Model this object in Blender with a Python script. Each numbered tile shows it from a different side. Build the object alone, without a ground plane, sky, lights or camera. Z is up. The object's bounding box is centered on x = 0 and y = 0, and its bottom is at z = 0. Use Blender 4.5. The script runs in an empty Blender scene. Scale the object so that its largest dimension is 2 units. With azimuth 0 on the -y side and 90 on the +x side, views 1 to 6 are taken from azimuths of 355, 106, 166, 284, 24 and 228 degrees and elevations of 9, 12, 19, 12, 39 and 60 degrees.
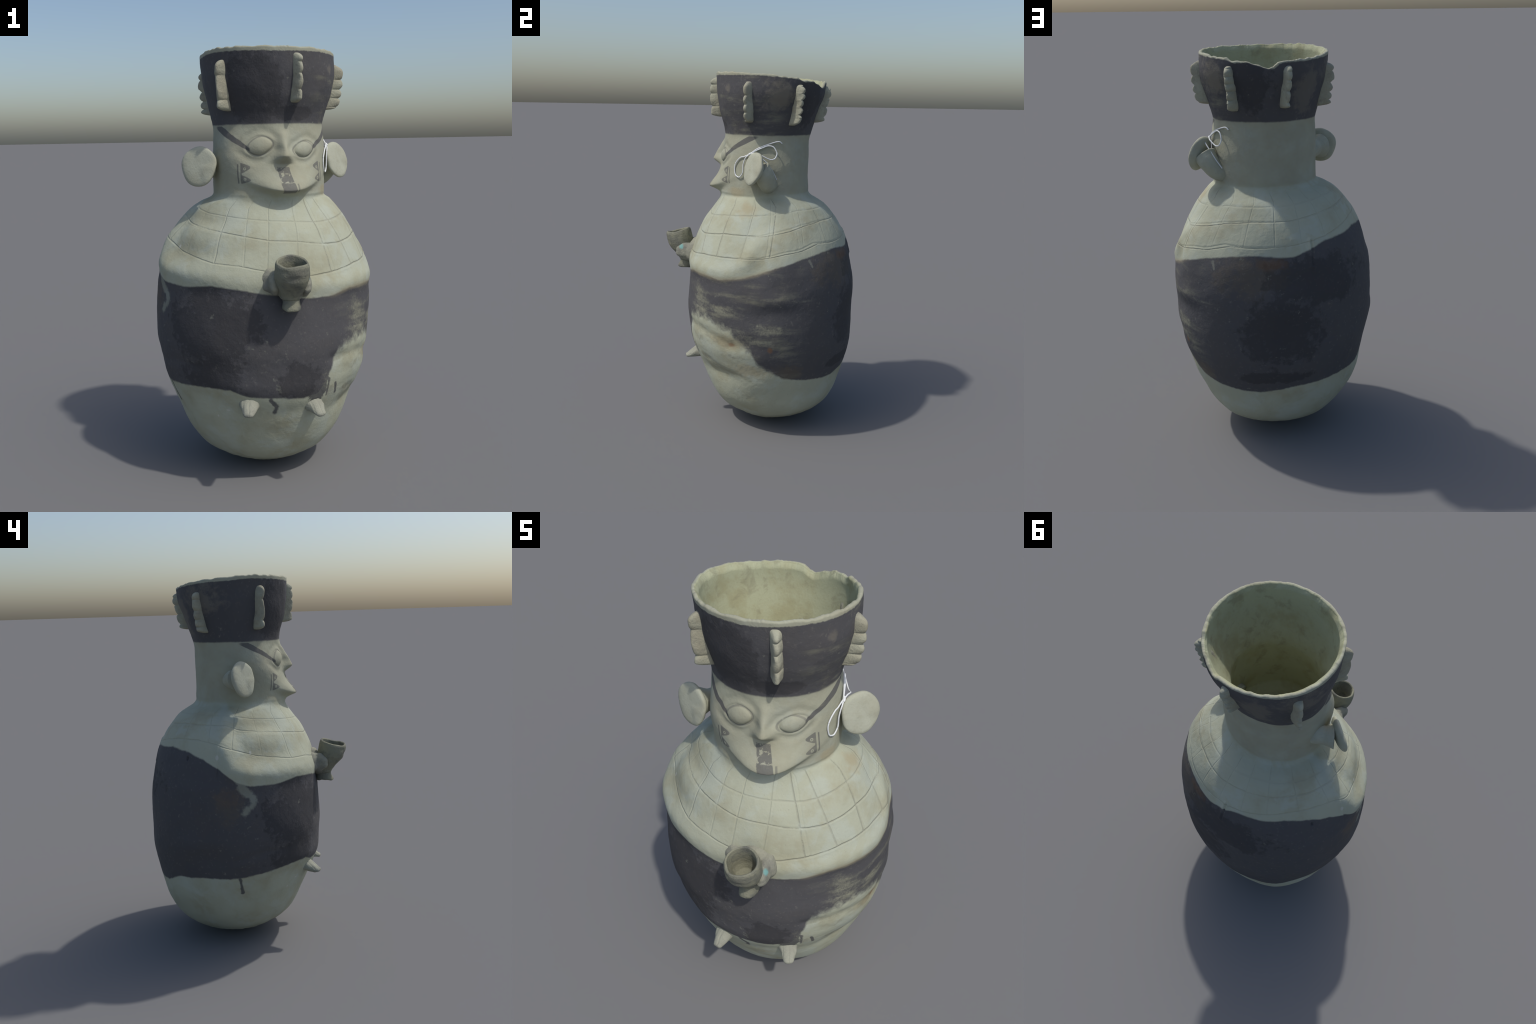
"""Face-neck pottery jar: egg body with incised shoulder, modelled face, crested
headdress, ear discs, hands holding a cup, small feet and a tied white string."""
import bpy, math
import numpy as np
from mathutils import Vector

# ------------------------------------------------------------------ helpers
def pchip(xk, yk, x):
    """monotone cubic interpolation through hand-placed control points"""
    xk = np.asarray(xk, float); yk = np.asarray(yk, float); x = np.asarray(x, float)
    h = np.diff(xk); d = np.diff(yk) / h
    m = np.zeros_like(yk); m[0], m[-1] = d[0], d[-1]
    w1 = 2 * h[1:] + h[:-1]; w2 = h[1:] + 2 * h[:-1]
    ok = d[:-1] * d[1:] > 0
    m[1:-1] = np.where(ok, (w1 + w2) / (w1 / np.where(ok, d[:-1], 1) + w2 / np.where(ok, d[1:], 1)), 0)
    i = np.clip(np.searchsorted(xk, x) - 1, 0, len(h) - 1)
    t = np.clip((x - xk[i]) / h[i], 0, 1)
    return ((1 + 2 * t) * (1 - t) ** 2 * yk[i] + t * (1 - t) ** 2 * h[i] * m[i]
            + t * t * (3 - 2 * t) * yk[i + 1] + t * t * (t - 1) * h[i] * m[i + 1])

def loop_curve(pts, az):
    """periodic curve over azimuth (degrees) through (azimuth, value) points"""
    p = sorted(pts); k = [q[0] for q in p]; v = [q[1] for q in p]
    return np.interp(az, [k[-1] - 360] + k + [k[0] + 360], [v[-1]] + v + [v[0]])

_rng = np.random.default_rng(7)
_lat = _rng.random((32, 32, 32)) * 2 - 1
def vnoise(p, scale):
    """smooth value noise on an (...,3) array"""
    q = p * scale; i = np.floor(q).astype(int); f = q - i; f = f * f * (3 - 2 * f); i &= 31; j = (i + 1) & 31
    g = lambda a, b, c: _lat[a, b, c]
    x0, y0, z0 = i[..., 0], i[..., 1], i[..., 2]; x1, y1, z1 = j[..., 0], j[..., 1], j[..., 2]
    fx, fy, fz = f[..., 0], f[..., 1], f[..., 2]
    l = lambda a, b, t: a + (b - a) * t
    return l(l(l(g(x0, y0, z0), g(x1, y0, z0), fx), l(g(x0, y1, z0), g(x1, y1, z0), fx), fy),
             l(l(g(x0, y0, z1), g(x1, y0, z1), fx), l(g(x0, y1, z1), g(x1, y1, z1), fx), fy), fz)

def smooth(a, b, x):
    t = np.clip((x - a) / (b - a), 0, 1)
    return t * t * (3 - 2 * t)

def wrap(a):
    return (a + 180) % 360 - 180

def grid_normals(P):
    du = np.roll(P, -1, 1) - np.roll(P, 1, 1)
    dv = np.gradient(P, axis=0)
    n = np.cross(du, dv)
    return n / np.maximum(np.linalg.norm(n, axis=-1, keepdims=True), 1e-9)

# ------------------------------------------------------------------ vessel profile
# height, centre x, centre y, half width, half depth
PROFILE = [
    (0.000, 0.000, 0.075, 0.002, 0.002), (0.001, 0.000, 0.076, 0.080, 0.075),
    (0.012, 0.000, 0.082, 0.122, 0.114), (0.035, 0.000, 0.090, 0.178, 0.168),
    (0.070, -0.004, 0.094, 0.250, 0.236), (0.120, -0.004, 0.094, 0.317, 0.311),
    (0.190, -0.005, 0.092, 0.374, 0.360), (0.270, -0.006, 0.087, 0.413, 0.395),
    (0.360, -0.006, 0.083, 0.449, 0.428), (0.450, -0.004, 0.077, 0.477, 0.453),
    (0.530, -0.001, 0.074, 0.499, 0.467), (0.600, -0.001, 0.073, 0.513, 0.471),
    (0.680, -0.003, 0.069, 0.520, 0.472), (0.770, -0.004, 0.069, 0.521, 0.469),
    (0.860, -0.003, 0.069, 0.519, 0.464), (0.930, -0.002, 0.068, 0.513, 0.454),
    (0.990, 0.000, 0.067, 0.499, 0.444), (1.050, 0.000, 0.064, 0.481, 0.431),
    (1.120, 0.000, 0.063, 0.453, 0.405), (1.190, 0.001, 0.062, 0.416, 0.370),
    (1.260, 0.004, 0.060, 0.366, 0.320), (1.310, 0.012, 0.052, 0.311, 0.275),
    (1.338, 0.022, 0.036, 0.267, 0.258), (1.352, 0.026, 0.029, 0.263, 0.253),
    (1.410, 0.028, 0.028, 0.262, 0.247), (1.500, 0.027, 0.031, 0.262, 0.241),
    (1.600, 0.028, 0.035, 0.260, 0.235), (1.650, 0.029, 0.039, 0.257, 0.231),
    (1.700, 0.031, 0.049, 0.268, 0.244), (1.750, 0.034, 0.057, 0.283, 0.265),
    (1.800, 0.036, 0.061, 0.296, 0.281), (1.900, 0.036, 0.063, 0.311, 0.295),
    (2.000, 0.033, 0.061, 0.314, 0.300)]
RIM = [(-180, 1.945), (-175, 1.953), (-156, 1.955), (-129, 1.965), (-100, 1.978), (-75, 1.984), (-57, 1.992),
       (-40, 1.990), (-22, 1.989), (4, 1.984), (20, 1.986), (40, 1.986), (64, 1.983), (80, 1.981), (96, 1.979),
       (120, 1.970), (134, 1.963), (140, 1.951), (153, 1.954), (163, 1.937), (171, 1.925), (176, 1.926)]
FACE_AZ = 11.5

# incised lines of the shoulder: three rings and the uprights between them
RING_1 = [(-180, 1.274), (-120, 1.296), (-81, 1.296), (-53, 1.268), (0, 1.240), (18, 1.234), (35, 1.226), (47, 1.227), (65, 1.240), (95, 1.250), (128, 1.271)]
RING_2 = [(-180, 1.212), (-120, 1.250), (-81, 1.250), (-71, 1.224), (-53, 1.209), (-29, 1.189), (-16, 1.176), (0, 1.158), (16, 1.152), (33, 1.133),
          (46, 1.129), (62, 1.141), (70, 1.150), (100, 1.153), (118, 1.176), (131, 1.198), (151, 1.212)]
RING_3 = [(-180, 1.108), (-155, 1.130), (-139, 1.155), (-121, 1.177), (-100, 1.181), (-86, 1.164), (-60, 1.100), (-34, 1.064), (-18, 1.056),
          (5, 1.020), (22, 1.004), (36, 1.010), (55, 1.030), (71, 1.034), (100, 1.044), (114, 1.068), (125, 1.079), (139, 1.107), (155, 1.102)]
# uprights: azimuth at the collar, azimuth at the lowest ring, strength
UPRIGHTS = [(-94, -90, .7), (-73, -78, .8), (-56, -56, .3), (-34, -33.5, .8), (-17, -16, .5), (0, -3, .7), (21, 14, .7), (33, 35.3, 1.), (45, 52.5, .8),
            (70, 69, 1.), (92, 86.5, .7), (110, 104.3, 1.), (130, 126, .4), (150, 147, .4), (168, 168, .8), (-172, -174, .5),
            (-154, -155, .5), (-135, -136, .6), (-114, -113, .7)]

# body paint: where the dark zone begins and ends round the jar
BAND_TOP = [(-180, 1.062), (-155, 1.115), (-137, 1.124), (-123, 1.134), (-106, 1.123), (-94, 1.093), (-83, 1.044), (-74, 0.985),
            (-66, 0.962), (-51, 0.955), (-33, 0.973), (-14, 0.955), (-4, 0.935), (21, 0.910), (35, 0.911), (46, 0.930), (64, 0.930),
            (75, 0.923), (88, 0.943), (97, 0.965), (110, 1.008), (117, 1.025), (126, 1.044), (142, 1.068), (157, 1.073), (171, 1.063)]
BAND_LOW = [(-180, 0.376), (-150, 0.380), (-128, 0.400), (-116, 0.440), (-98, 0.460), (-86, 0.458), (-73, 0.463), (-60, 0.475),
            (-40, 0.495), (-24, 0.500), (-15, 0.468), (0, 0.464), (18, 0.445), (27, 0.455), (33, 0.54), (38, 0.635), (50, 0.665), (68, 0.660),
            (80, 0.630), (88, 0.560), (94, 0.52), (98, 0.445), (113, 0.385), (130, 0.360), (158, 0.345), (174, 0.368)]

NU = 1024
def row_heights():
    """profile parameter samples: even arc length, finer over shoulder and face"""
    P = np.array(PROFILE)
    s = np.concatenate([[0], np.cumsum(np.hypot(np.diff(P[:, 0]), np.diff(P[:, 3])))])
    fine = np.linspace(0, s[-1], 6000)
    z = pchip(s, P[:, 0], fine)
    step = np.interp(z, [0, .3, .36, .85, .95, 1.6, 1.7, 2.0], [.008, .006, .004, .004, .0028, .0028, .004, .004])
    cum = np.concatenate([[0], np.cumsum(np.diff(fine) / step[1:])])
    n = int(cum[-1])
    return s, np.interp(np.linspace(0, cum[-1], n), cum, fine)

def segment_distance(az, z, pts, R):
    """distance on the unrolled wall to a polyline of (azimuth, height)"""
    best = np.full(az.shape, 9.0)
    for (a0, z0), (a1, z1) in zip(pts[:-1], pts[1:]):
        ux, uz = math.radians(a1 - a0) * R, z1 - z0
        px, pz = np.radians(wrap(az - a0)) * R, z - z0
        t = np.clip((px * ux + pz * uz) / (ux * ux + uz * uz), 0, 1)
        best = np.minimum(best, np.hypot(px - t * ux, pz - t * uz))
    return best

# arm relief under the garment, right and left
ARM_PATHS = [[(104, 1.27), (99, 1.14), (90, 1.01), (78, .968), (55, .955), (32, .952), (16, .965)],
             [(-84, 1.27), (-82, 1.14), (-76, 1.04), (-64, 1.005), (-44, 1.0), (-22, .985), (-4, .975)]]
CREASES = [([(32, .62), (48, .622), (64, .600), (80, .565)], .007, .026), ([(52, .44), (70, .395), (84, .372)], .0025, .018),
           ([(-40, .60), (-56, .60), (-74, .57)], .005, .022)]

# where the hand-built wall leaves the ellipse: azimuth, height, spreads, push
WALL_PUSH = [(140, .85, 36, .32, .026), (140, .45, 34, .22, .012), (58, .35, 26, .12, -.014), (62, .345, 22, .05, -.008), (-12, 1.06, 24, .07, .014), (-34, .72, 26, .16, .015),
             (-122, .34, 16, .10, .012), (180, .34, 26, .10, -.006), (-80, .34, 26, .08, -.010), (-48, 1.245, 24, .045, -.016),
             (28, 1.25, 18, .04, -.008), (95, 1.18, 12, .07, -.006), (182, 1.79, 56, .075, -.021), (118, 1.79, 24, .08, -.016), (132, 1.49, 26, .11, .016),
             (112, 1.03, 16, .09, .014), (-74, 1.03, 15, .08, .016), (-45, 1.02, 26, .06, .006), (169, .82, 12, .08, .010), (192, .60, 16, .12, -.009),
             (-70, .57, 12, .10, .009), (-44, 1.50, 20, .09, .012), (200, 1.66, 50, .028, .005), (16, .65, 18, .10, .004), (5, .47, 16, .07, .011), (76, .66, 14, .09, -.005),
             (-135, .28, 14, .07, .010), (112, 1.14, 16, .06, .014), (-78, 1.13, 14, .06, .010), (98, .98, 9, .06, -.009), (105, .75, 14, .05, -.009), (158, .36, 12, .07, -.008),
             (-14, .88, 14, .08, .009), (-20, .51, 12, .05, .011), (-38, .42, 14, .05, -.007), (-40, 1.52, 20, .10, .007), (135, .18, 26, .07, .010), (90, .58, 16, .05, -.009), (-94, .58, 16, .05, -.009), (-104, .65, 14, .06, .007),
             (190, 1.325, 55, .03, -.013), (88, 1.5, 20, .14, .007), (-98, .34, 16, .06, .009), (92, .34, 14, .06, .007), (-106, .60, 10, .06, .006), (172, .84, 10, .06, .003), (110, .83, 12, .04, .008), (62, .35, 20, .035, -.007)]

def build_outer():
    P = np.array(PROFILE)
    s, q = row_heights()
    z, cx, cy, a, b = [pchip(s, P[:, k], q)[:, None] for k in range(5)]
    th = np.linspace(-np.pi, np.pi, NU, endpoint=False)[None, :]
    az = np.degrees(th) + 0 * z
    rim = loop_curve(RIM, np.degrees(th))
    chip = vnoise(np.stack([np.cos(th) * 14, np.sin(th) * 14, 0 * th], -1), 1.0) * .003 \
        + vnoise(np.stack([np.cos(th) * 40, np.sin(th) * 40, 3 + 0 * th], -1), 1.0) * .0012
    rim = rim + chip + .003 + .007 * np.cos(th + .5)
    Z = np.where(z > 1.75, 1.75 + (z - 1.75) * (rim - .009 - 1.75) / .25, z + 0 * th)
    X = cx + a * np.sin(th); Y = cy - b * np.cos(th)
    W = np.stack([X, Y, Z + 0 * X], -1)
    N = grid_normals(W)
    N[0] = (0, 0, -1)
    zz = W[..., 2]
    disp = vnoise(W, 7) * .004 + vnoise(W + 5, 18) * .0014 + vnoise(W + 9, 60) * .0005
    disp *= smooth(0.0, .05, zz)
    disp += smooth(.14, .05, zz) * vnoise(W, 45) * .0022          # rough resting area
    for a0, z0, ra, rz, amp in WALL_PUSH:
        disp += amp * np.exp(-(wrap(az - a0) / ra) ** 2 - ((zz - z0) / rz) ** 2)
    arms = []
    for path in ARM_PATHS:
        d = segment_distance(az, zz, path, .46)
        ridge = np.exp(-(d / .048) ** 2)
        arms.append(ridge)
        left = path[0][0] < 0
        disp += .016 * ridge * (1 - (.5 if left else .9) * smooth(1.0, 1.2, zz))
        disp -= (.009 if left else .0) * np.exp(-((d - .10) / .05) ** 2) * smooth(.98, 1.04, zz) * smooth(1.30, 1.2, zz) * (np.abs(wrap(az - 7)) < 92)
    for path, depth, width in CREASES:
        d = segment_distance(az, zz, path, .48)
        disp -= depth * np.exp(-(d / width) ** 2)
    # lump with a slit on the back, small pit
    d = segment_distance(az, zz, [(-168, 1.12), (-169, 1.01)], .43)
    disp += .010 * np.exp(-(d / .018) ** 2) - .009 * np.exp(-(d / .006) ** 2)
    d = segment_distance(az, zz, [(-108.7, 1.095), (-108.7, 1.085)], .45)
    disp -= .010 * np.exp(-(d / .006) ** 2)
    # incised lines
    groove = np.zeros_like(disp)
    wob = vnoise(W + 2, 30) * .002
    for ring, deep in ((RING_1, .6), (RING_2, 1.), (RING_3, 1.)):
        d = zz - loop_curve(ring, az) + wob
        groove += deep * (np.exp(-(d / .0032) ** 2) - .35 * np.exp(-((np.abs(d) - .0075) / .004) ** 2))
    low = loop_curve(RING_3, az)
    clear = .35 + .65 * smooth(10, 34, az) * smooth(175, 130, az)      # the lines were cut deepest on this side
    for a0, a1, deep in UPRIGHTS:
        t = (1.33 - zz) / .30
        d = np.radians(wrap(az - (a0 + (a1 - a0) * t))) * .42 + wob
        groove += deep * np.exp(-(d / .0035) ** 2) * smooth(low - .004, low + .004, zz) * smooth(1.33, 1.31, zz)
    disp -= .0012 * clear * np.clip(groove, -1, 1.3)
    W = W + N * disp[..., None]
    # ---- face, pushed out along the direction it looks
    fa = math.radians(FACE_AZ); f = np.array([math.sin(fa), -math.cos(fa), 0]); r = np.array([math.cos(fa), math.sin(fa), 0])
    rel = W - np.array([.028, .032, 0])
    u = rel @ r; front = smooth(.02, .12, rel @ f)
    zc = 1.372 + 1.5 * (u - .008) ** 2
    A = np.exp(-(np.abs(u - .006) / .138) ** 2.4)
    below = np.exp(-(np.maximum(zc - zz, 0) / .020) ** 2); above = np.exp(-(np.maximum(zz - zc, 0) / .062) ** 1.6)
    chin = .062 * A * np.where(zz < zc, below, above)
    nz = pchip([1.44, 1.484, 1.498, 1.510, 1.524, 1.545, 1.575, 1.605, 1.64, 1.7], [0, .004, .022, .042, .056, .050, .037, .021, .005, 0], zz)
    nw = pchip([1.44, 1.50, 1.525, 1.56, 1.60, 1.7], [.040, .043, .037, .024, .026, .04], zz)
    nose = nz * np.exp(-(np.abs(u + .003) / nw) ** 2.2)
    face = chin + nose
    eyes = []
    for ea, ez, ha, hz in ((35, 1.550, 12.5, .034), (-13.5, 1.568, 13, .040)):
        du = wrap(az - ea) / ha; dz = (zz - ez - .006 * du) / hz
        rr = np.sqrt(du * du + dz * dz * (1 + .5 * du * du))
        eyes.append(rr)
        face += .0165 * np.clip(1 - (rr / 1.02) ** 2, 0, 1) ** .75 - .0012 * np.exp(-((rr - 1.02) / .12) ** 2) \
            + .0018 * np.exp(-((rr - 1.25) / .20) ** 2) - .004 * np.exp(-((rr - 1.7) / .50) ** 2)
    W = W + f * (face * front)[..., None]
    W[..., 2] = np.maximum(W[..., 2], 0)
    return W, az, zz, eyes, nose * front, arms

def build_lip_and_inside(W):
    """roll over the rim, then run down the inner wall to a rounded floor"""
    top = W[-1]
    c = np.array([.034, .06]); rad = top[:, :2] - c; rl = np.linalg.norm(rad, axis=1, keepdims=True); rn = rad / rl
    th = .0085 + .0025 * vnoise(np.concatenate([rn * 9, 0 * rl], 1), 1.0)[:, None]
    rows = []
    for k in np.linspace(0, 1, 9)[1:]:
        an = k * np.pi
        xy = top[:, :2] - rn * th * (1 - np.cos(an)); z = top[:, 2:] + np.sin(an) * th * .82
        rows.append(np.concatenate([xy, z], 1))
    P = np.array(PROFILE)
    ang = np.arctan2(rn[:, 0], -rn[:, 1])
    base = rows[-1]
    depth = np.concatenate([np.linspace(0, 1, 60)[1:]])
    for t in depth:
        z = base[:, 2] + (INNER_FLOOR - base[:, 2]) * t
        cx, cy, a, b = [pchip(P[:, 0], P[:, k], np.maximum(z, 1.36)) for k in range(1, 5)]
        wall = np.interp(t, [0, .15, .8, 1], [.024, .024, .030, .030]) + .018 * np.exp(-(wrap(np.degrees(ang) - 180) / 70) ** 2 - ((z - 1.77) / .09) ** 2)
        k = 1 - smooth(.93, 1.0, np.array(t)) * .18
        rows.append(np.stack([cx + (a - wall) * k * np.sin(ang), cy - (b - wall) * k * np.cos(ang), z], 1))
    last = rows[-1]; mid = last.mean(0)
    for k in np.linspace(1, 0, 14)[1:]:
        k = max(k, .004)
        rows.append(np.stack([mid[0] + (last[:, 0] - mid[0]) * k, mid[1] + (last[:, 1] - mid[1]) * k,
                              last[:, 2] - .02 * (1 - k * k)], 1))
    R = np.array(rows)
    R[10:] += vnoise(R[10:], 12)[..., None] * .002
    return R
INNER_FLOOR = 1.30

# ------------------------------------------------------------------ node language
class NT:
    def __init__(s, mat):
        mat.use_nodes = True; s.t = mat.node_tree; s.t.nodes.clear()
    def node(s, kind, **kw):
        n = s.t.nodes.new(kind)
        for k, v in kw.items(): setattr(n, k, v)
        return n
    def put(s, sock, v):
        if isinstance(v, V): s.t.links.new(v.s, sock)
        elif isinstance(v, bpy.types.NodeSocket): s.t.links.new(v, sock)
        else: sock.default_value = v
    def math(s, op, *a):
        n = s.node('ShaderNodeMath', operation=op)
        for i, v in enumerate(a): s.put(n.inputs[i], v)
        return V(s, n.outputs[0])
    def step(s, x, a, b):
        n = s.node('ShaderNodeMapRange', interpolation_type='SMOOTHSTEP')
        s.put(n.inputs['Value'], x); s.put(n.inputs['From Min'], a); s.put(n.inputs['From Max'], b)
        return V(s, n.outputs[0])
    def remap(s, x, a, b, c, d):
        n = s.node('ShaderNodeMapRange')
        for k, v in zip(('Value', 'From Min', 'From Max', 'To Min', 'To Max'), (x, a, b, c, d)): s.put(n.inputs[k], v)
        return V(s, n.outputs[0])
    def noise(s, vec, scale, detail=4, rough=.55, dist=0.):
        n = s.node('ShaderNodeTexNoise'); s.put(n.inputs['Vector'], vec)
        n.inputs['Scale'].default_value = scale; n.inputs['Detail'].default_value = detail
        n.inputs['Roughness'].default_value = rough; n.inputs['Distortion'].default_value = dist
        return V(s, n.outputs['Fac'])
    def stretch(s, vec, x, y, z):
        n = s.node('ShaderNodeMapping'); s.put(n.inputs['Vector'], vec); n.inputs['Scale'].default_value = (x, y, z)
        return n.outputs[0]
    def mix(s, f, a, b):
        n = s.node('ShaderNodeMix', data_type='RGBA'); s.put(n.inputs[0], f)
        for i, v in ((6, a), (7, b)):
            if isinstance(v, tuple): n.inputs[i].default_value = (*v, 1)
            else: s.put(n.inputs[i], v)
        return n.outputs[2]
    def ring(s, az, pts):
        """azimuth (deg) to height, through control points"""
        n = s.node('ShaderNodeFloatCurve'); c = n.mapping.curves[0]
        p = sorted(pts); wrapv = (p[-1][1] * (p[0][0] + 180) + p[0][1] * (180 - p[-1][0])) / (p[0][0] + 360 - p[-1][0]) if p[0][0] > -180 else p[0][1]
        full = ([(-180, wrapv)] if p[0][0] > -180 else []) + p + [(180, wrapv)]
        n.mapping.use_clip = False
        while len(c.points) < len(full): c.points.new(.5, .5)
        for q, (x, y) in zip(c.points, full): q.location = ((x + 180) / 360, y / 2.0); q.handle_type = 'VECTOR'
        n.mapping.update()
        s.put(n.inputs['Value'], (az + 180.) * (1 / 360.))
        return V(s, n.outputs[0]) * 2.0
    def finish(s, color, rough=.85, bump=None, dist=.002, spec=.25):
        b = s.node('ShaderNodeBsdfPrincipled'); o = s.node('ShaderNodeOutputMaterial')
        s.put(b.inputs['Base Color'], color if not isinstance(color, tuple) else (*color, 1)); s.put(b.inputs['Roughness'], rough)
        b.inputs['Specular IOR Level'].default_value = spec
        if bump is not None:
            n = s.node('ShaderNodeBump'); n.inputs['Strength'].default_value = 1; n.inputs['Distance'].default_value = dist
            s.put(n.inputs['Height'], bump); s.put(b.inputs['Normal'], n.outputs[0])
        s.t.links.new(b.outputs[0], o.inputs[0])

class V:
    def __init__(s, nt, sock): s.n, s.s = nt, sock
    def __add__(s, o): return s.n.math('ADD', s, o)
    __radd__ = __add__
    def __sub__(s, o): return s.n.math('SUBTRACT', s, o)
    def __rsub__(s, o): return s.n.math('SUBTRACT', o, s)
    def __mul__(s, o): return s.n.math('MULTIPLY', s, o)
    __rmul__ = __mul__
    def abs(s): return s.n.math('ABSOLUTE', s)
    def max(s, o): return s.n.math('MAXIMUM', s, o)
    def min(s, o): return s.n.math('MINIMUM', s, o)
    def sqrt(s): return s.n.math('SQRT', s)
    def clamp(s):
        r = s.n.math('ADD', s, 0.); r.s.node.use_clamp = True; return r

CREAM = (0.390, 0.405, 0.308); CREAM_WARM = (0.345, 0.340, 0.240); CREAM_COOL = (0.41, 0.445, 0.375)
PAINT = (0.080, 0.079, 0.083); PAINT_WARM = (0.105, 0.092, 0.077); BAKED_SHADOW = (0.030, 0.029, 0.031)

def object_coords(nt):
    tc = nt.node('ShaderNodeTexCoord'); sp = nt.node('ShaderNodeSeparateXYZ')
    nt.t.links.new(tc.outputs['Object'], sp.inputs[0])
    return tc.outputs['Object'], [V(nt, sp.outputs[i]) for i in range(3)]

def cream_colour(nt, co):
    c = nt.mix(nt.step(nt.noise(co, 5, 5, .6), .45, .68), CREAM, CREAM_WARM)
    c = nt.mix(nt.step(nt.noise(co, 7.3, 4, .6, .4), .48, .66) * .65, c, CREAM_COOL)
    speck = nt.step(nt.noise(co, 95, 3, .6), .66, .73) * nt.step(nt.noise(co, 9, 2), .45, .6)
    c = nt.mix(speck * .45, c, (.22, .21, .17))
    return nt.mix(nt.step(nt.noise(co, 230, 2), .4, .75) * .16, c, (.33, .32, .25))

def painted_clay():
    mat = bpy.data.materials.new('painted_clay'); nt = NT(mat)
    co, (x, y, z) = object_coords(nt)
    cx = nt.remap(z, 1.29, 1.36, 0., .028); cy = nt.remap(z, 1.29, 1.36, .070, .030) + nt.remap(z, 1.6, 1.76, 0., .030)
    az = nt.math('ARCTAN2', x - cx, cy - y) * (180 / math.pi)
    n1 = nt.noise(co, 9, 5, .6) - .5; n2 = nt.noise(co, 34, 5, .65) - .5; n3 = nt.noise(co, 110, 3, .6) - .5
    streak = nt.noise(nt.stretch(co, 3, 3, 17), 1.5, 5, .62) - .5          # horizontal brush streaks
    cream = cream_colour(nt, co)
    def blob(a, h, ra, rh, soft=.5, rag=.5, out=None):
        da = nt.math('WRAP', az - a, -180., 180.) * (1. / ra); dz = (z - h) * (1. / rh)
        d = (da * da + dz * dz).sqrt() + n1 * rag * 2.6 + n2 * rag * 2.0
        r = nt.step(d, 1.15, 1.15 - soft)
        return r
    # dark paint colours
    dark = nt.mix((nt.step(nt.noise(co, 6, 5, .62), .46, .66) * .15).max(blob(152, .97, 24, .12, .9, .8)).max(blob(-80, .85, 12, .10, .9, .8) * .7).max(blob(118, .42, 12, .06, .9, .8)), PAINT, PAINT_WARM)
    dark = nt.mix(nt.step(nt.noise(co, 60, 4, .7), .56, .74) * .35, dark, (.20, .19, .165))
    shadow_patches = blob(-32, .78, 26, .19, .3, .8).max(blob(-34, .57, 20, .09, .3, .8)).max(blob(172, .70, 24, .19, .4, .8)) \
        .max(blob(-165, .93, 34, .12, .4, .8)).max(blob(170, .44, 22, .035, .3, .8)).max(blob(14, .54, 11, .075, .25, .7)) \
        .max(blob(-20, 1.82, 26, .17, .25, .5)).max(blob(22, 1.71, 20, .03, .25, .5)).max(blob(155, 1.84, 20, .12, .4, .8))
    dark = nt.mix(shadow_patches * .5, dark, BAKED_SHADOW)  # paint blackened where the scan's texture has hard-edged baked shadow
    # belly band with ragged edges
    top = nt.ring(az, BAND_TOP); low = nt.ring(az, BAND_LOW)
    right = nt.step(az, 24., 44.) * nt.step(az, 118., 96.)                # worn, rubbed side
    soft = .010 + .012 * n3 * 0 
    band = nt.step(top - z + n1 * .012 + n2 * .008, -.004, .007) * nt.step(z - low + n1 * (.02 + right * .09) + n2 * (.012 + right * .05), -.004, nt.remap(right, 0., 1., .008, .05))
    def trail(pts, w):
        best = None
        for (a0, z0), (a1, z1) in zip(pts[:-1], pts[1:]):
            k = .0083; ux, uz = (a1 - a0) * k, z1 - z0
            px = (az - a0) * k; pz = z - z0
            t = ((px * ux + pz * uz) * (1 / (ux * ux + uz * uz))).clamp()
            dx = px - t * ux; dz = pz - t * uz
            d = (dx * dx + dz * dz).sqrt(); best = d if best is None else best.min(d)
        return nt.step(best + n1 * w * 2.4 + n2 * w * 2., w * 1.35, w * .5)
    drip = trail([(-72, .985), (-70, .94), (-65, .905), (-64.5, .87), (-69.5, .825)], .019).max(trail([(130, 1.03), (131.5, 1.0)], .007) * .6)
    wear = blob(55, .77, 9, .10, .7, .6).max(blob(78, .755, 12, .03, .8, .7)).max(blob(103, .67, 14, .035, .9, .7)).max(blob(74, .62, 26, .06, .9, .7)) \
        .max(blob(100, .60, 10, .02, .9, .7)).max(blob(120, .83, 12, .012, .9, .5) * .6).max(blob(34, .52, 6, .05, .5, .6))
    wear = wear * nt.step(streak * 2.2 + n3, -.45, .65)
    thin = nt.step(az, 30., 60.) * nt.step(az, 135., 105.) * nt.step(streak + n1 * .6, -.02, .34) * .62
    scuff = nt.step(nt.noise(co, 21, 5, .7), .62, .74) * .30
    tongue = blob(27, .50, 5.5, .09, .2, .5).max(trail([(-74, .48), (-72, .37)], .010)).max(trail([(-1, .50), (-2, .455), (1.5, .42), (.5, .388)], .011)).max(trail([(33, .52), (33.5, .44)], .010)).max(trail([(39, .49), (40.5, .445)], .008))
    lowfade = right * nt.step(z, .70, .62) * nt.step(streak + n2 * .5 + n1 * .5, .0, .34) * nt.step(z, .36, .47) * .85
    dark = nt.mix((wear * .8).max(thin), dark, (.255, .250, .175))
    belly = (band * (1 - drip * .45) * (1 - wear * .25) * (1 - scuff)).max(tongue * .9).max(lowfade * .7) * nt.step(z, 1.30, 1.26)
    # headdress paint with a bare rim and rubbed patches
    rim = nt.ring(az, RIM)
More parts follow.
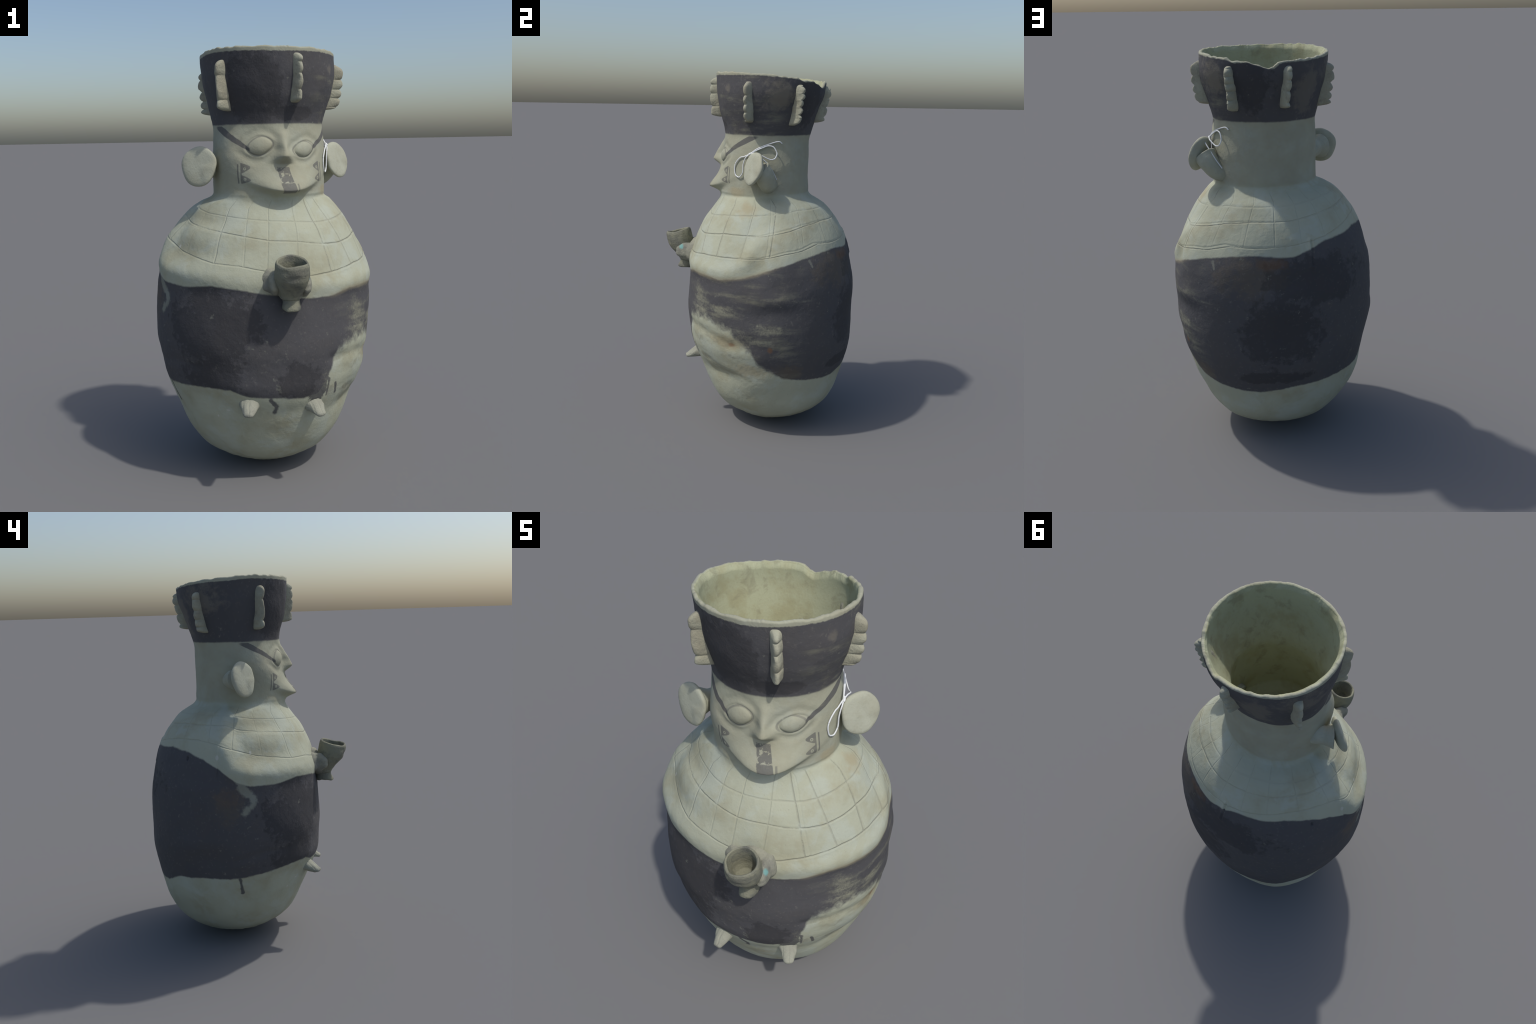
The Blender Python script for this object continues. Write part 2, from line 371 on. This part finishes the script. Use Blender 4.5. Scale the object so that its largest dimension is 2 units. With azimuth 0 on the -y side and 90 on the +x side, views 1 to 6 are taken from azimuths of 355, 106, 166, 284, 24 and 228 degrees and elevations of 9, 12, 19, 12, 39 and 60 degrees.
    hat = nt.step(z + n1 * .008 + n2 * .006, 1.658, 1.668) * nt.step(rim - .010 - z + n2 * .010 + n3 * .006, 0., .006)
    rub = blob(115, 1.86, 17, .09, .8, .8) * .55
    rub = rub.max(blob(-105, 1.88, 24, .08, .8, .9) * .35).max(blob(-150, 1.80, 18, .10, .6, .9) * .3).max(blob(60, 1.90, 4, .02, .9, .9) * .35)
    dark = nt.mix(rub * 1.5, dark, (.185, .168, .135))
    hat = hat * (1 - nt.step(nt.noise(co, 26, 5, .7), .63, .74) * .30)
    # painted marks of the face, mirrored about its middle
    m = (az - FACE_AZ).abs() + n2 * .35
    fz = z + n2 * .0022
    def tri(a, h, ra, up, dn):
        k = nt.math('POWER', nt.remap(m, a - ra, a, 0., 1.), .65)
        e = nt.step((fz - h) - k * up, .0015, -.0015) * nt.step((h - fz) - k * dn, .0015, -.0015)
        return e * nt.step(m, a - ra, a - ra + .8) * nt.step(m, a + .5, a)
    def disc(a, h, rr):
        d = ((m - a) * .0044) * ((m - a) * .0044) + (z - h) * (z - h)
        return nt.step(d.sqrt(), rr + .0012, rr - .0012)
    def bar(a, z0, z1, w):
        return nt.step((m - a).abs(), w + .3, w - .3) * nt.step(fz, z0 - .002, z0 + .002) * nt.step(fz, z1 + .002, z1 - .002)
    marks = tri(44.3, 1.474, 9.5, .020, .027).max(tri(44.3, 1.417, 10.5, .024, .016))
    eyelet = (disc(40.8, 1.468, .0068) - disc(40.8, 1.468, .0028)).max(disc(40.3, 1.420, .0068) - disc(40.3, 1.420, .0028))
    marks = (marks * (1 - eyelet)).max(bar(44.4, 1.402, 1.494, .7)).max(bar(47.9, 1.402, 1.489, .75)) * .68 * nt.step(n1 + n2, -.5, -.1)
    line = 1.549 + (m - 35.) * .0024
    stripe = nt.step((fz - line).abs() + n2 * .006, nt.remap(m, 35., 70., .010, .020), nt.remap(m, 35., 70., .006, .016)) * nt.step(m, 35., 37.) * nt.step(m, 86., 80.) * .85
    outline = None
    for ea, ez, ha, hz in ((35, 1.550, 12.5, .034), (-13.5, 1.568, 13, .040)):
        du = (az - ea) * (1 / ha); dz = (z - ez - du * .006) * (1 / hz)
        rr = (du * du + dz * dz * (1 + du * du * .5)).sqrt() + n2 * .10
        o = nt.step((rr - 1.04).abs(), .13, .05) * nt.step(n1 + n2, -.35, -.05) * .42
        outline = o if outline is None else outline.max(o)
    lipn = nt.noise(co, 48, 4, .7)
    lipl = nt.remap(z, 1.37, 1.46, 7., 3.5); lipr = nt.remap(z, 1.37, 1.46, 19., 16.5)
    inl = nt.step(az - lipl + n2 * 2.5, -.4, .4) * nt.step(lipr - az + n2 * 1.2, -.4, .4) * nt.step(z, 1.355, 1.362) * nt.step(z, 1.478, 1.470)
    lip = inl * (nt.step(z + n2 * .006, 1.405, 1.400)).max(inl * nt.step(lipn, .40, .47)) * .72
    lip = lip.max(nt.step((az - 20.8).abs(), 1.1, .6) * nt.step(z, 1.36, 1.366) * nt.step(z, 1.402, 1.398) * .5)
    face = marks.max(stripe).max(outline).max(lip) * nt.step(z, 1.345, 1.36) * nt.step(z, 1.66, 1.655)
    # clay darkened inside the incised lines, warm dirt at the collar
    wob = n2 * .004; line = None
    for pts, k in ((RING_1, .45), (RING_2, .7), (RING_3, .7)):
        l = nt.step((z - nt.ring(az, pts) + wob).abs(), .0045, .0008) * k
        line = l if line is None else line.max(l)
    low3 = nt.ring(az, RING_3); t = (1.33 - z) * (1 / .30)
    for a0, a1, k in UPRIGHTS:
        l = nt.step((az - (a0 + (a1 - a0) * t) + n2 * .5).abs(), .75, .12) * (k * .75)
        line = line.max(l * nt.step(z, low3 - .003, low3 + .003) * nt.step(z, 1.335, 1.315))
    line = line * nt.step(n1 + n3 * .6, -.32, .02)
    cream = nt.mix(line * (.16 + .34 * nt.step(az, 10., 34.) * nt.step(az, 175., 130.)), cream, (.20, .19, .15))
    cream = nt.mix(nt.step(z, 1.33, 1.37) * (.55 + n1), cream, (.30, .29, .215))   # tan slip of neck and face
    stain = blob(85, 1.28, 12, .05, .9, .5).max(blob(70, 1.36, 14, .03, .9, .5)).max(blob(78, .585, 20, .05, .9, .7)).max(blob(92, .42, 18, .05, .9, .8)) * .55
    cream = nt.mix(stain, cream, (.34, .285, .17))
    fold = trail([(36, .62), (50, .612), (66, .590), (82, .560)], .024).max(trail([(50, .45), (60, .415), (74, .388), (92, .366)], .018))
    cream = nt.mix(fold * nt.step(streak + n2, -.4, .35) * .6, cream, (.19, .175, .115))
    rust = blob(80.9, .567, 3, .014, .8, .5).max(blob(106, .56, 2.2, .02, .8, .5)).max(blob(-78, .90, 8, .06, .9, .6) * .2).max(blob(165, 1.03, 12, .03, .9, .6) * .5)
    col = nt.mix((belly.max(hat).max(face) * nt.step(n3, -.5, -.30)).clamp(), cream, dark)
    edge = nt.step((z - top + n1 * .012).abs(), .02, .0) * right * .5      # yellowish slip line along the paint edge
    col = nt.mix(edge, col, (.30, .26, .17))
    col = nt.mix(rust * .6, col, (.20, .105, .05))
    fleck = blob(-64, 1.118, .8, .009, .3, .2).max(blob(-85, 1.104, .9, .012, .3, .3)).max(blob(-28, .39, 1.3, .004, .4, .2)).max(blob(-36, .351, .6, .006, .3, .2))
    col = nt.mix(fleck * .7, col, (.5, .5, .44))
    bump = n3 * .5 + n2 * .35 + line * -1.2
    nt.finish(col, nt.remap(n1, -.3, .3, .72, .9), bump, .0022)
    return mat

def plain_clay(name, base=CREAM, tint=CREAM_WARM, smudge=(.12, .115, .11), amount=.35, grain=.002, patch=None):
    mat = bpy.data.materials.new(name); nt = NT(mat); co, (x, y, z) = object_coords(nt)
    c = nt.mix(nt.step(nt.noise(co, 9, 5, .6), .42, .68), base, tint)
    c = nt.mix(nt.step(nt.noise(co, 13, 5, .65, .5), .52, .70) * amount, c, smudge)
    if patch:
        (px, py, pz), rad, colour = patch
        d = ((x - px) * (x - px) + (y - py) * (y - py) + (z - pz) * (z - pz)).sqrt() + (nt.noise(co, 60, 3) - .5) * .012
        c = nt.mix(nt.step(d, rad, rad * .35) * .8, c, colour)
    g = nt.noise(co, 120, 3, .6)
    nt.finish(nt.mix(nt.step(g, .45, .8) * .18, c, smudge), .85, g + nt.noise(co, 30, 4) * .6, grain)
    return mat

# ------------------------------------------------------------------ mesh building
ROOT = None
def new_object(name, verts, faces, mat, normals=None, parent=None, flat=False):
    me = bpy.data.meshes.new(name)
    verts = np.asarray(verts, np.float32)
    if isinstance(faces, np.ndarray) and faces.shape[1] == 4:
        me.vertices.add(len(verts)); me.vertices.foreach_set('co', verts.ravel())
        me.loops.add(faces.size); me.loops.foreach_set('vertex_index', faces.ravel().astype(np.int32))
        me.polygons.add(len(faces)); me.polygons.foreach_set('loop_start', np.arange(0, faces.size, 4, dtype=np.int32))
        me.update(calc_edges=True); me.validate()
    else:
        me.from_pydata([tuple(map(float, v)) for v in verts], [], [tuple(map(int, f)) for f in faces]); me.update()
    me.polygons.foreach_set('use_smooth', np.ones(len(me.polygons), bool))
    if normals is not None: me.normals_split_custom_set_from_vertices(np.asarray(normals, np.float32))
    me.materials.append(mat)
    ob = bpy.data.objects.new(name, me); bpy.context.scene.collection.objects.link(ob)
    ob.parent = parent or ROOT
    return ob

def tube_grid(rings, close_start=True, close_end=True):
    """loft through closed rings (list of (n,3)); returns vertices and faces"""
    n = len(rings[0]); V_ = np.concatenate(rings); F = []
    for i in range(len(rings) - 1):
        for j in range(n):
            k = (j + 1) % n; F.append((i * n + j, i * n + k, (i + 1) * n + k, (i + 1) * n + j))
    V_ = list(V_)
    for on, i, rev in ((close_start, 0, True), (close_end, len(rings) - 1, False)):
        if on:
            V_.append(np.mean(rings[i], 0)); c = len(V_) - 1
            for j in range(n):
                k = (j + 1) % n; F.append((c, i * n + k, i * n + j) if rev else (c, i * n + j, i * n + k))
    return np.array(V_), F

def frame(d):
    d = np.asarray(d, float); d /= np.linalg.norm(d)
    up = np.array([0, 0, 1.]) if abs(d[2]) < .9 else np.array([1., 0, 0])
    s = np.cross(d, up); s /= np.linalg.norm(s)
    return d, s, np.cross(s, d)

def smooth_path(pts, n, closed=False):
    p = np.array(pts, float)
    if closed: p = np.vstack([p[-1:], p, p[:2]])
    else: p = np.vstack([2 * p[0] - p[1], p, 2 * p[-1] - p[-2]])
    out = []
    m = len(p) - 3
    for q in np.linspace(0, m, n, endpoint=not closed):
        i = min(int(q), m - 1); t = q - i; a, b, c, d = p[i:i + 4]
        out.append(.5 * (2 * b + (c - a) * t + (2 * a - 5 * b + 4 * c - d) * t * t + (3 * b - a - 3 * c + d) * t ** 3))
    return np.array(out)

def sweep(path, radii, sides=12, squash=1.0):
    rings = []
    T = np.gradient(path, axis=0)
    for p, t, r in zip(path, T, radii):
        d, s, u = frame(t); a = np.linspace(0, 2 * np.pi, sides, endpoint=False)[:, None]
        rings.append(p + r * (np.cos(a) * s + np.sin(a) * u * squash))
    return tube_grid(rings)

def azdir(a):
    a = math.radians(a); return np.array([math.sin(a), -math.cos(a), 0])

def wall_point(a, z, off=0.):
    P = np.array(PROFILE); cx, cy, ha, hb = [float(np.interp(z, P[:, 0], P[:, k])) for k in range(1, 5)]
    off = off + sum(amp * math.exp(-(wrap(a - a0) / ra) ** 2 - ((z - z0) / rz) ** 2) for a0, z0, ra, rz, amp in WALL_PUSH)
    d = azdir(a); return np.array([cx + d[0] * (ha + off), cy + d[1] * (hb + off), z])

# ------------------------------------------------------------------ parts
def build_vessel(mat, mat_in):
    W, az, zz, eyes, nose, arms = build_outer()
    L = build_lip_and_inside(W)
    G = np.concatenate([W, L]); nr = len(G)
    N = grid_normals(G); N[0] = (0, 0, -1); N[-1] = (0, 0, 1)
    no = len(W)
    i = np.arange(nr - 1)[:, None]; j = np.arange(NU)[None, :]; k = (j + 1) % NU
    F = np.stack([i * NU + j, i * NU + k, (i + 1) * NU + k, (i + 1) * NU + j], -1)
    region = np.zeros((nr - 1, NU), int)                     # 0 torso
    zr = zz[:-1]
    z_full = np.concatenate([zr, np.full((nr - no, NU), 3.0)])
    region[z_full > 1.335] = 1                                # head
    region[z_full > 1.662] = 2                                # headdress
    region[no - 1 + 5:] = 3                                   # interior
    e0 = np.concatenate([eyes[0][:-1], np.full((nr - no, NU), 9.)]); e1 = np.concatenate([eyes[1][:-1], np.full((nr - no, NU), 9.)])
    region[(e0 < 1.0)] = 4; region[(e1 < 1.0)] = 5
    region[np.concatenate([nose[:-1], np.zeros((nr - no, NU))]) > .008] = 6
    for q in (0, 1):
        a_ = np.concatenate([arms[q][:-1], np.zeros((nr - no, NU))]); region[(a_ > .30) & (z_full < 1.25)] = 7 + q
    Gf, Nf = G.reshape(-1, 3), N.reshape(-1, 3)
    for rid, name, m in ((0, 'torso', mat), (1, 'head', mat), (2, 'headdress', mat), (3, 'neck_interior', mat_in), (4, 'eye', mat),
                         (5, 'eye', mat), (6, 'nose', mat), (7, 'arm', mat), (8, 'arm', mat)):
        f = F[region == rid]
        used, inv = np.unique(f, return_inverse=True)
        new_object(name, Gf[used], inv.reshape(-1, 4), m, Nf[used])

def build_crests(mat):
    """six pinched fins on the headdress: azimuth, top, bottom, reach at top and bottom, lobes"""
    for n, (a, zt, zb, r0, r1, lobes, lean) in enumerate([
            (19, 1.966, 1.752, .032, .052, 4, .003), (-46.5, 1.946, 1.722, .040, .064, 3, .005), (83.6, 1.938, 1.728, .036, .062, 4, -.003),
            (137, 1.926, 1.714, .036, .066, 5, .004), (189, 1.928, 1.728, .036, .062, 5, .002), (249, 1.922, 1.712, .038, .064, 5, .003)]):
        rng = np.random.default_rng(50 + n)
        d = azdir(a); s = np.array([-d[1], d[0], 0]); rings = []
        rows, sides = 90, 28
        rng_l = rng.random(6)
        for t in np.linspace(0, 1, rows):
            z = zt + (zb - zt) * t
            base = wall_point(a, z) - d * .016
            end = (1 - (1 - min(1, t / .16)) ** 2) ** .5 * (1 - (1 - min(1, (1 - t) / .09)) ** 2) ** .5
            wave = abs(math.sin(math.pi * (lobes * t + .35 * math.sin(4 * t + 1.7 * n)))) ** .5
            reach = (.014 + (r0 + (r1 - r0) * t) * (.74 + .28 * wave * (.8 + .4 * rng_l[int(lobes * t) % 6]))) * end + .002
            thick = .0150 * (.6 + .4 * end)
            side = lean * (2 * wave - 1)
            ring = []
            for q in np.linspace(0, 2 * np.pi, sides, endpoint=False):
                cu, cv = math.cos(q), math.sin(q)
                uu = math.copysign(abs(cu) ** .8, cu) * .5 + .5
                w = thick * math.copysign(abs(cv) ** .75, cv) * (.80 + 1.25 * (1 - uu) ** 1.6)
                ring.append(base + d * (reach * uu) + s * (w + side * uu))
            rings.append(np.array(ring))
        R = np.array(rings); R = R + vnoise(R, 45)[..., None] * d * .003 + vnoise(R + 3, 30)[..., None] * s * .003
        v, f = tube_grid(list(R)); new_object('crest', v, f, mat)

def build_ears(mat):
    spec = [((-.302, -.075, 1.479), -24, .086, .093, [(-.288, -.050, 1.478), (-.255, -.018, 1.475), (-.21, .012, 1.47), (-.18, .02, 1.468)], [.066, .046, .050, .062]),
            ((.366, .066, 1.495), 46, .085, .088, [(.345, .094, 1.490), (.325, .116, 1.455), (.290, .122, 1.415), (.23, .11, 1.40)], [.056, .050, .046, .05])]
    for n, (c, a, rh, rv, stem, rad) in enumerate(spec):
        d = azdir(a); s = np.array([-d[1], d[0], 0]); up = np.array([0, 0, 1.]); c = np.array(c)
        tilt = -.17 if n == 0 else -.25
        up = up + d * tilt; up /= np.linalg.norm(up)
        prof = [(-.030, .30), (-.028, .55), (-.020, .80), (-.010, .95), (-.002, 1.0), (.004, .985), (.008, .93), (.010, .80), (.0115, .55), (.012, .28), (.012, .04)]
        rings = []
        for off, k in prof:
            q = np.linspace(0, 2 * np.pi, 72, endpoint=False)[:, None]
            wob = 1 + .025 * np.sin(3 * q + n) + .015 * np.sin(5 * q + 2 * n)
            rings.append(c + d * off + k * wob * (np.cos(q) * s * rh + np.sin(q) * up * rv))
        R = np.array(rings); R = R + vnoise(R, 30)[..., None] * d * .003
        v, f = tube_grid(list(R)[::-1]); ear = new_object('ear', v, f, mat)
        p = smooth_path(stem, 24); r = np.interp(np.linspace(0, 1, 24), np.linspace(0, 1, len(rad)), rad)
        v, f = sweep(p, r, 32); v = v + vnoise(v, 22)[:, None] * .004
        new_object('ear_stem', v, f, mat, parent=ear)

def build_cup(mat, mat_arm):
    # height, centre y, radius: outer wall down, then foot ring
    outer = [(1.090, -.482, .0690), (1.080, -.481, .0725), (1.050, -.475, .0750), (1.020, -.466, .0735), (.990, -.453, .0660), (.960, -.437, .0560), (.940, -.429, .0480), (.925, -.427, .0440)]
    inner = [(1.095, -.482, .0645), (1.091, -.482, .0595), (1.070, -.480, .0575), (1.040, -.474, .0550), (1.010, -.466, .0500), (.985, -.458, .0380), (.975, -.456, .0150)]
    q = np.linspace(0, 2 * np.pi, 64, endpoint=False)
    def ring(z, cy, r):
        tilt = .015 * np.cos(q) * (z - .92) / .17
        lump = .0035 * np.sin(2 * q + 1) + .002 * np.sin(3 * q)
        return np.stack([.073 + r * np.sin(q), cy + (r + 0 * lump) * -np.cos(q), z - tilt + lump * max(0, (z - 1.0) / .09)], 1)
    dense = lambda t: [np.interp(np.linspace(0, 1, 40), np.linspace(0, 1, len(t)), [x[i] for x in t]) for i in range(3)]
    rings = [ring(*p) for p in zip(*dense(outer))][::-1] + [ring(*p) for p in zip(*dense(inner))]
    v, f = tube_grid(rings); v = v + vnoise(v, 35)[:, None] * .0025
    cup = new_object('cup', v, f, mat)
    foot = [(.945, -.428, .046), (.925, -.425, .0425), (.905, -.428, .045), (.890, -.432, .050), (.882, -.433, .051), (.879, -.433, .046)]
    rings = []
    for z, cy, r in foot:
        a = np.linspace(0, 2 * np.pi, 48, endpoint=False)
        rings.append(np.stack([.073 + r * .82 * np.sin(a), cy - r * np.cos(a), z + 0 * a], 1))
    v, f = tube_grid(rings[::-1]); v = v + vnoise(v, 40)[:, None] * .004
    new_object('cup_base', v, f, mat, parent=cup)
    lumps = []
    for c, rad, rot in (((.130, -.402, .980), (.030, .072, .052), 10), ((.010, -.398, .990), (.034, .068, .055), -14), ((.072, -.362, .990), (.075, .050, .070), 0),
                        ((.136, -.362, .975), (.036, .045, .062), 20), ((-.012, -.365, .990), (.045, .045, .060), -25), ((.073, -.412, .942), (.050, .056, .034), 0)):
        t = np.linspace(0, np.pi, 28)[:, None]; q2 = np.linspace(0, 2 * np.pi, 40, endpoint=False)[None]
        S = np.stack([rad[0] * np.sin(t) * np.cos(q2), rad[1] * np.cos(t) + 0 * q2, rad[2] * np.sin(t) * np.sin(q2)], -1)
        # three finger grooves across the back of the hand
        S *= (1 - .05 * np.clip(np.cos(S[..., 2] / rad[2] * 9), 0, 1) * (S[..., 1] < 0))[..., None]
        co, si = math.cos(math.radians(rot)), math.sin(math.radians(rot))
        S = np.stack([S[..., 0] * co - S[..., 1] * si, S[..., 0] * si + S[..., 1] * co, S[..., 2]], -1) + np.array(c)
        S = S + vnoise(S, 30)[..., None] * .004
        lumps.append(tube_grid(list(S[::-1])))
    V_, F = [], []
    for v, f in lumps:
        F += [tuple(i + len(V_) for i in q3) for q3 in f]; V_ += list(v)
    tmp = new_object('helper', np.array(V_), F, mat_arm)
    m = tmp.modifiers.new('join', 'REMESH'); m.mode = 'VOXEL'; m.voxel_size = .0035
    m = tmp.modifiers.new('soften', 'SMOOTH'); m.iterations = 14; m.factor = .5
    me = tmp.evaluated_get(bpy.context.evaluated_depsgraph_get()).to_mesh()
    co_ = np.array([v.co[:] for v in me.vertices]); no_ = np.array([v.normal[:] for v in me.vertices]); fa = [tuple(p.vertices) for p in me.polygons]
    bpy.data.objects.remove(tmp)
    for right in (True, False):                              # one hand on each side of the cup
        keep = [f for f in fa if (co_[list(f), 0].mean() > .073) == right]
        used = sorted({i for f in keep for i in f}); back = {k: i for i, k in enumerate(used)}
        new_object('hand', co_[used], [tuple(back[i] for i in f) for f in keep], mat_arm, no_[used])

def build_feet(mat):
    for tip, a, root_z in (((-.118, -.424, .405), -8, .475), ((.214, -.372, .378), 24, .452)):
        tip = np.array(tip); d = azdir(a); s = np.array([-d[1], d[0], 0]); rings = []
        for t in np.linspace(0, 1, 26):                       # from inside the wall to the toes
            zt = root_z + .030 - (root_z + .030 - tip[2] - .014) * t ** 1.15
            zb = tip[2] - .012 + .006 * (1 - t)
            c = tip - d * .125 * (1 - t); w = .064 * (1 - .66 * t ** 1.15)
            ring = []
            for q in np.linspace(0, 2 * np.pi, 48, endpoint=False):
                cu, cv = math.cos(q), math.sin(q)
                x = cu * w
                h = (zt + zb) / 2 + (zt - zb) / 2 * math.copysign(abs(cv) ** .9, cv)
                if cv > .1: h -= .004 * max(0, math.cos(x / .0135 * math.pi)) ** 4 * (.3 + .7 * t)
                ring.append(np.array([c[0], c[1], h]) + s * x)
            rings.append(np.array(ring))
        for k, sh in ((.82, .006), (.45, .010)):
            last = rings[25]; m = last.mean(0); rings.append(m + (last - m) * k + d * sh)
        v, f = tube_grid(rings); v = v + vnoise(v, 40)[:, None] * .003
        new_object('foot', v, f, mat)

def build_string(mat):
    knot = (89.3, 1.567)
    loop_a = [(89.3, 1.567, .012), (81, 1.551, .006), (76, 1.546, .006), (70, 1.522, .006), (67.4, 1.493, .006), (69, 1.456, .006), (72.7, 1.443, .006),
              (76, 1.442, .007), (79.5, 1.458, .008), (80.7, 1.476, .009), (80.8, 1.507, .010), (82.4, 1.533, .012), (85, 1.552, .014)]
    loop_b = [(89.3, 1.567, .012), (95, 1.582, .008), (104, 1.600, .008), (110.4, 1.610, .009), (116.5, 1.605, .012), (120, 1.583, .014), (120.7, 1.567, .016),
              (118.5, 1.547, .018), (115, 1.540, .020), (111, 1.543, .022), (105.6, 1.555, .026), (101.5, 1.564, .028), (95, 1.572, .020)]
    tail_a = [(89.3, 1.567, .012), (97.2, 1.594, .006), (110, 1.617, .005), (122.8, 1.632, .004), (128, 1.622, .003)]
    tail_b = [(98, 1.560, .050), (104, 1.546, .052), (110, 1.519, .045), (116, 1.476, .030), (121, 1.433, .012)]
    first = None
    for name, pts, closed in (('string_loop', loop_a, True), ('string_loop', loop_b, True), ('string_end', tail_a, False), ('string_end', tail_b, False)):
        p = smooth_path([wall_point(a, z, o) for a, z, o in pts], 110, closed)
        if closed: p = np.vstack([p, p[:1]])
        v, f = sweep(p, np.full(len(p), .0031), 8)
        if first is None:
            k = smooth_path([wall_point(87, 1.562, .016), wall_point(89.3, 1.567, .014), wall_point(92, 1.573, .012)], 12)
            v0, f0 = sweep(k, .0065 * np.sin(np.linspace(.5, 2.6, 12)), 10)
            first = new_object('string', v0, f0, mat)
        new_object(name, v, f, mat, parent=first)

# ------------------------------------------------------------------ assemble
ROOT = bpy.data.objects.new('face_neck_jar', None)
bpy.context.scene.collection.objects.link(ROOT)
ROOT['label'] = 'tall cream and dark pottery jar with modelled face and crested headdress'
ROOT['category'] = 'pottery jar'

clay = painted_clay()
build_vessel(clay, plain_clay('inner_clay', (.38, .395, .265), (.33, .325, .20), (.22, .21, .14), .5, .0008))
build_crests(plain_clay('crest_clay', (.36, .36, .275), (.31, .295, .22), (.17, .165, .145), .5))
build_ears(plain_clay('ear_clay', (.40, .41, .325), (.36, .36, .275), (.28, .27, .21), .35, .001))
grey = plain_clay('cup_clay', (.22, .22, .16), (.16, .16, .13), (.09, .095, .09), .6, .002, ((.146, -.432, 1.005), .022, (.16, .36, .34)))
build_cup(grey, plain_clay('hand_clay', (.29, .29, .225), (.21, .21, .175), (.10, .10, .10), .6, .002, ((.150, -.432, 1.008), .020, (.18, .40, .38))))
build_feet(plain_clay('foot_clay', (.30, .305, .245), (.25, .25, .205), (.15, .15, .145), .6))
build_string(plain_clay('white_string', (.72, .74, .74), (.64, .65, .65), (.5, .5, .5), .2, .0005))
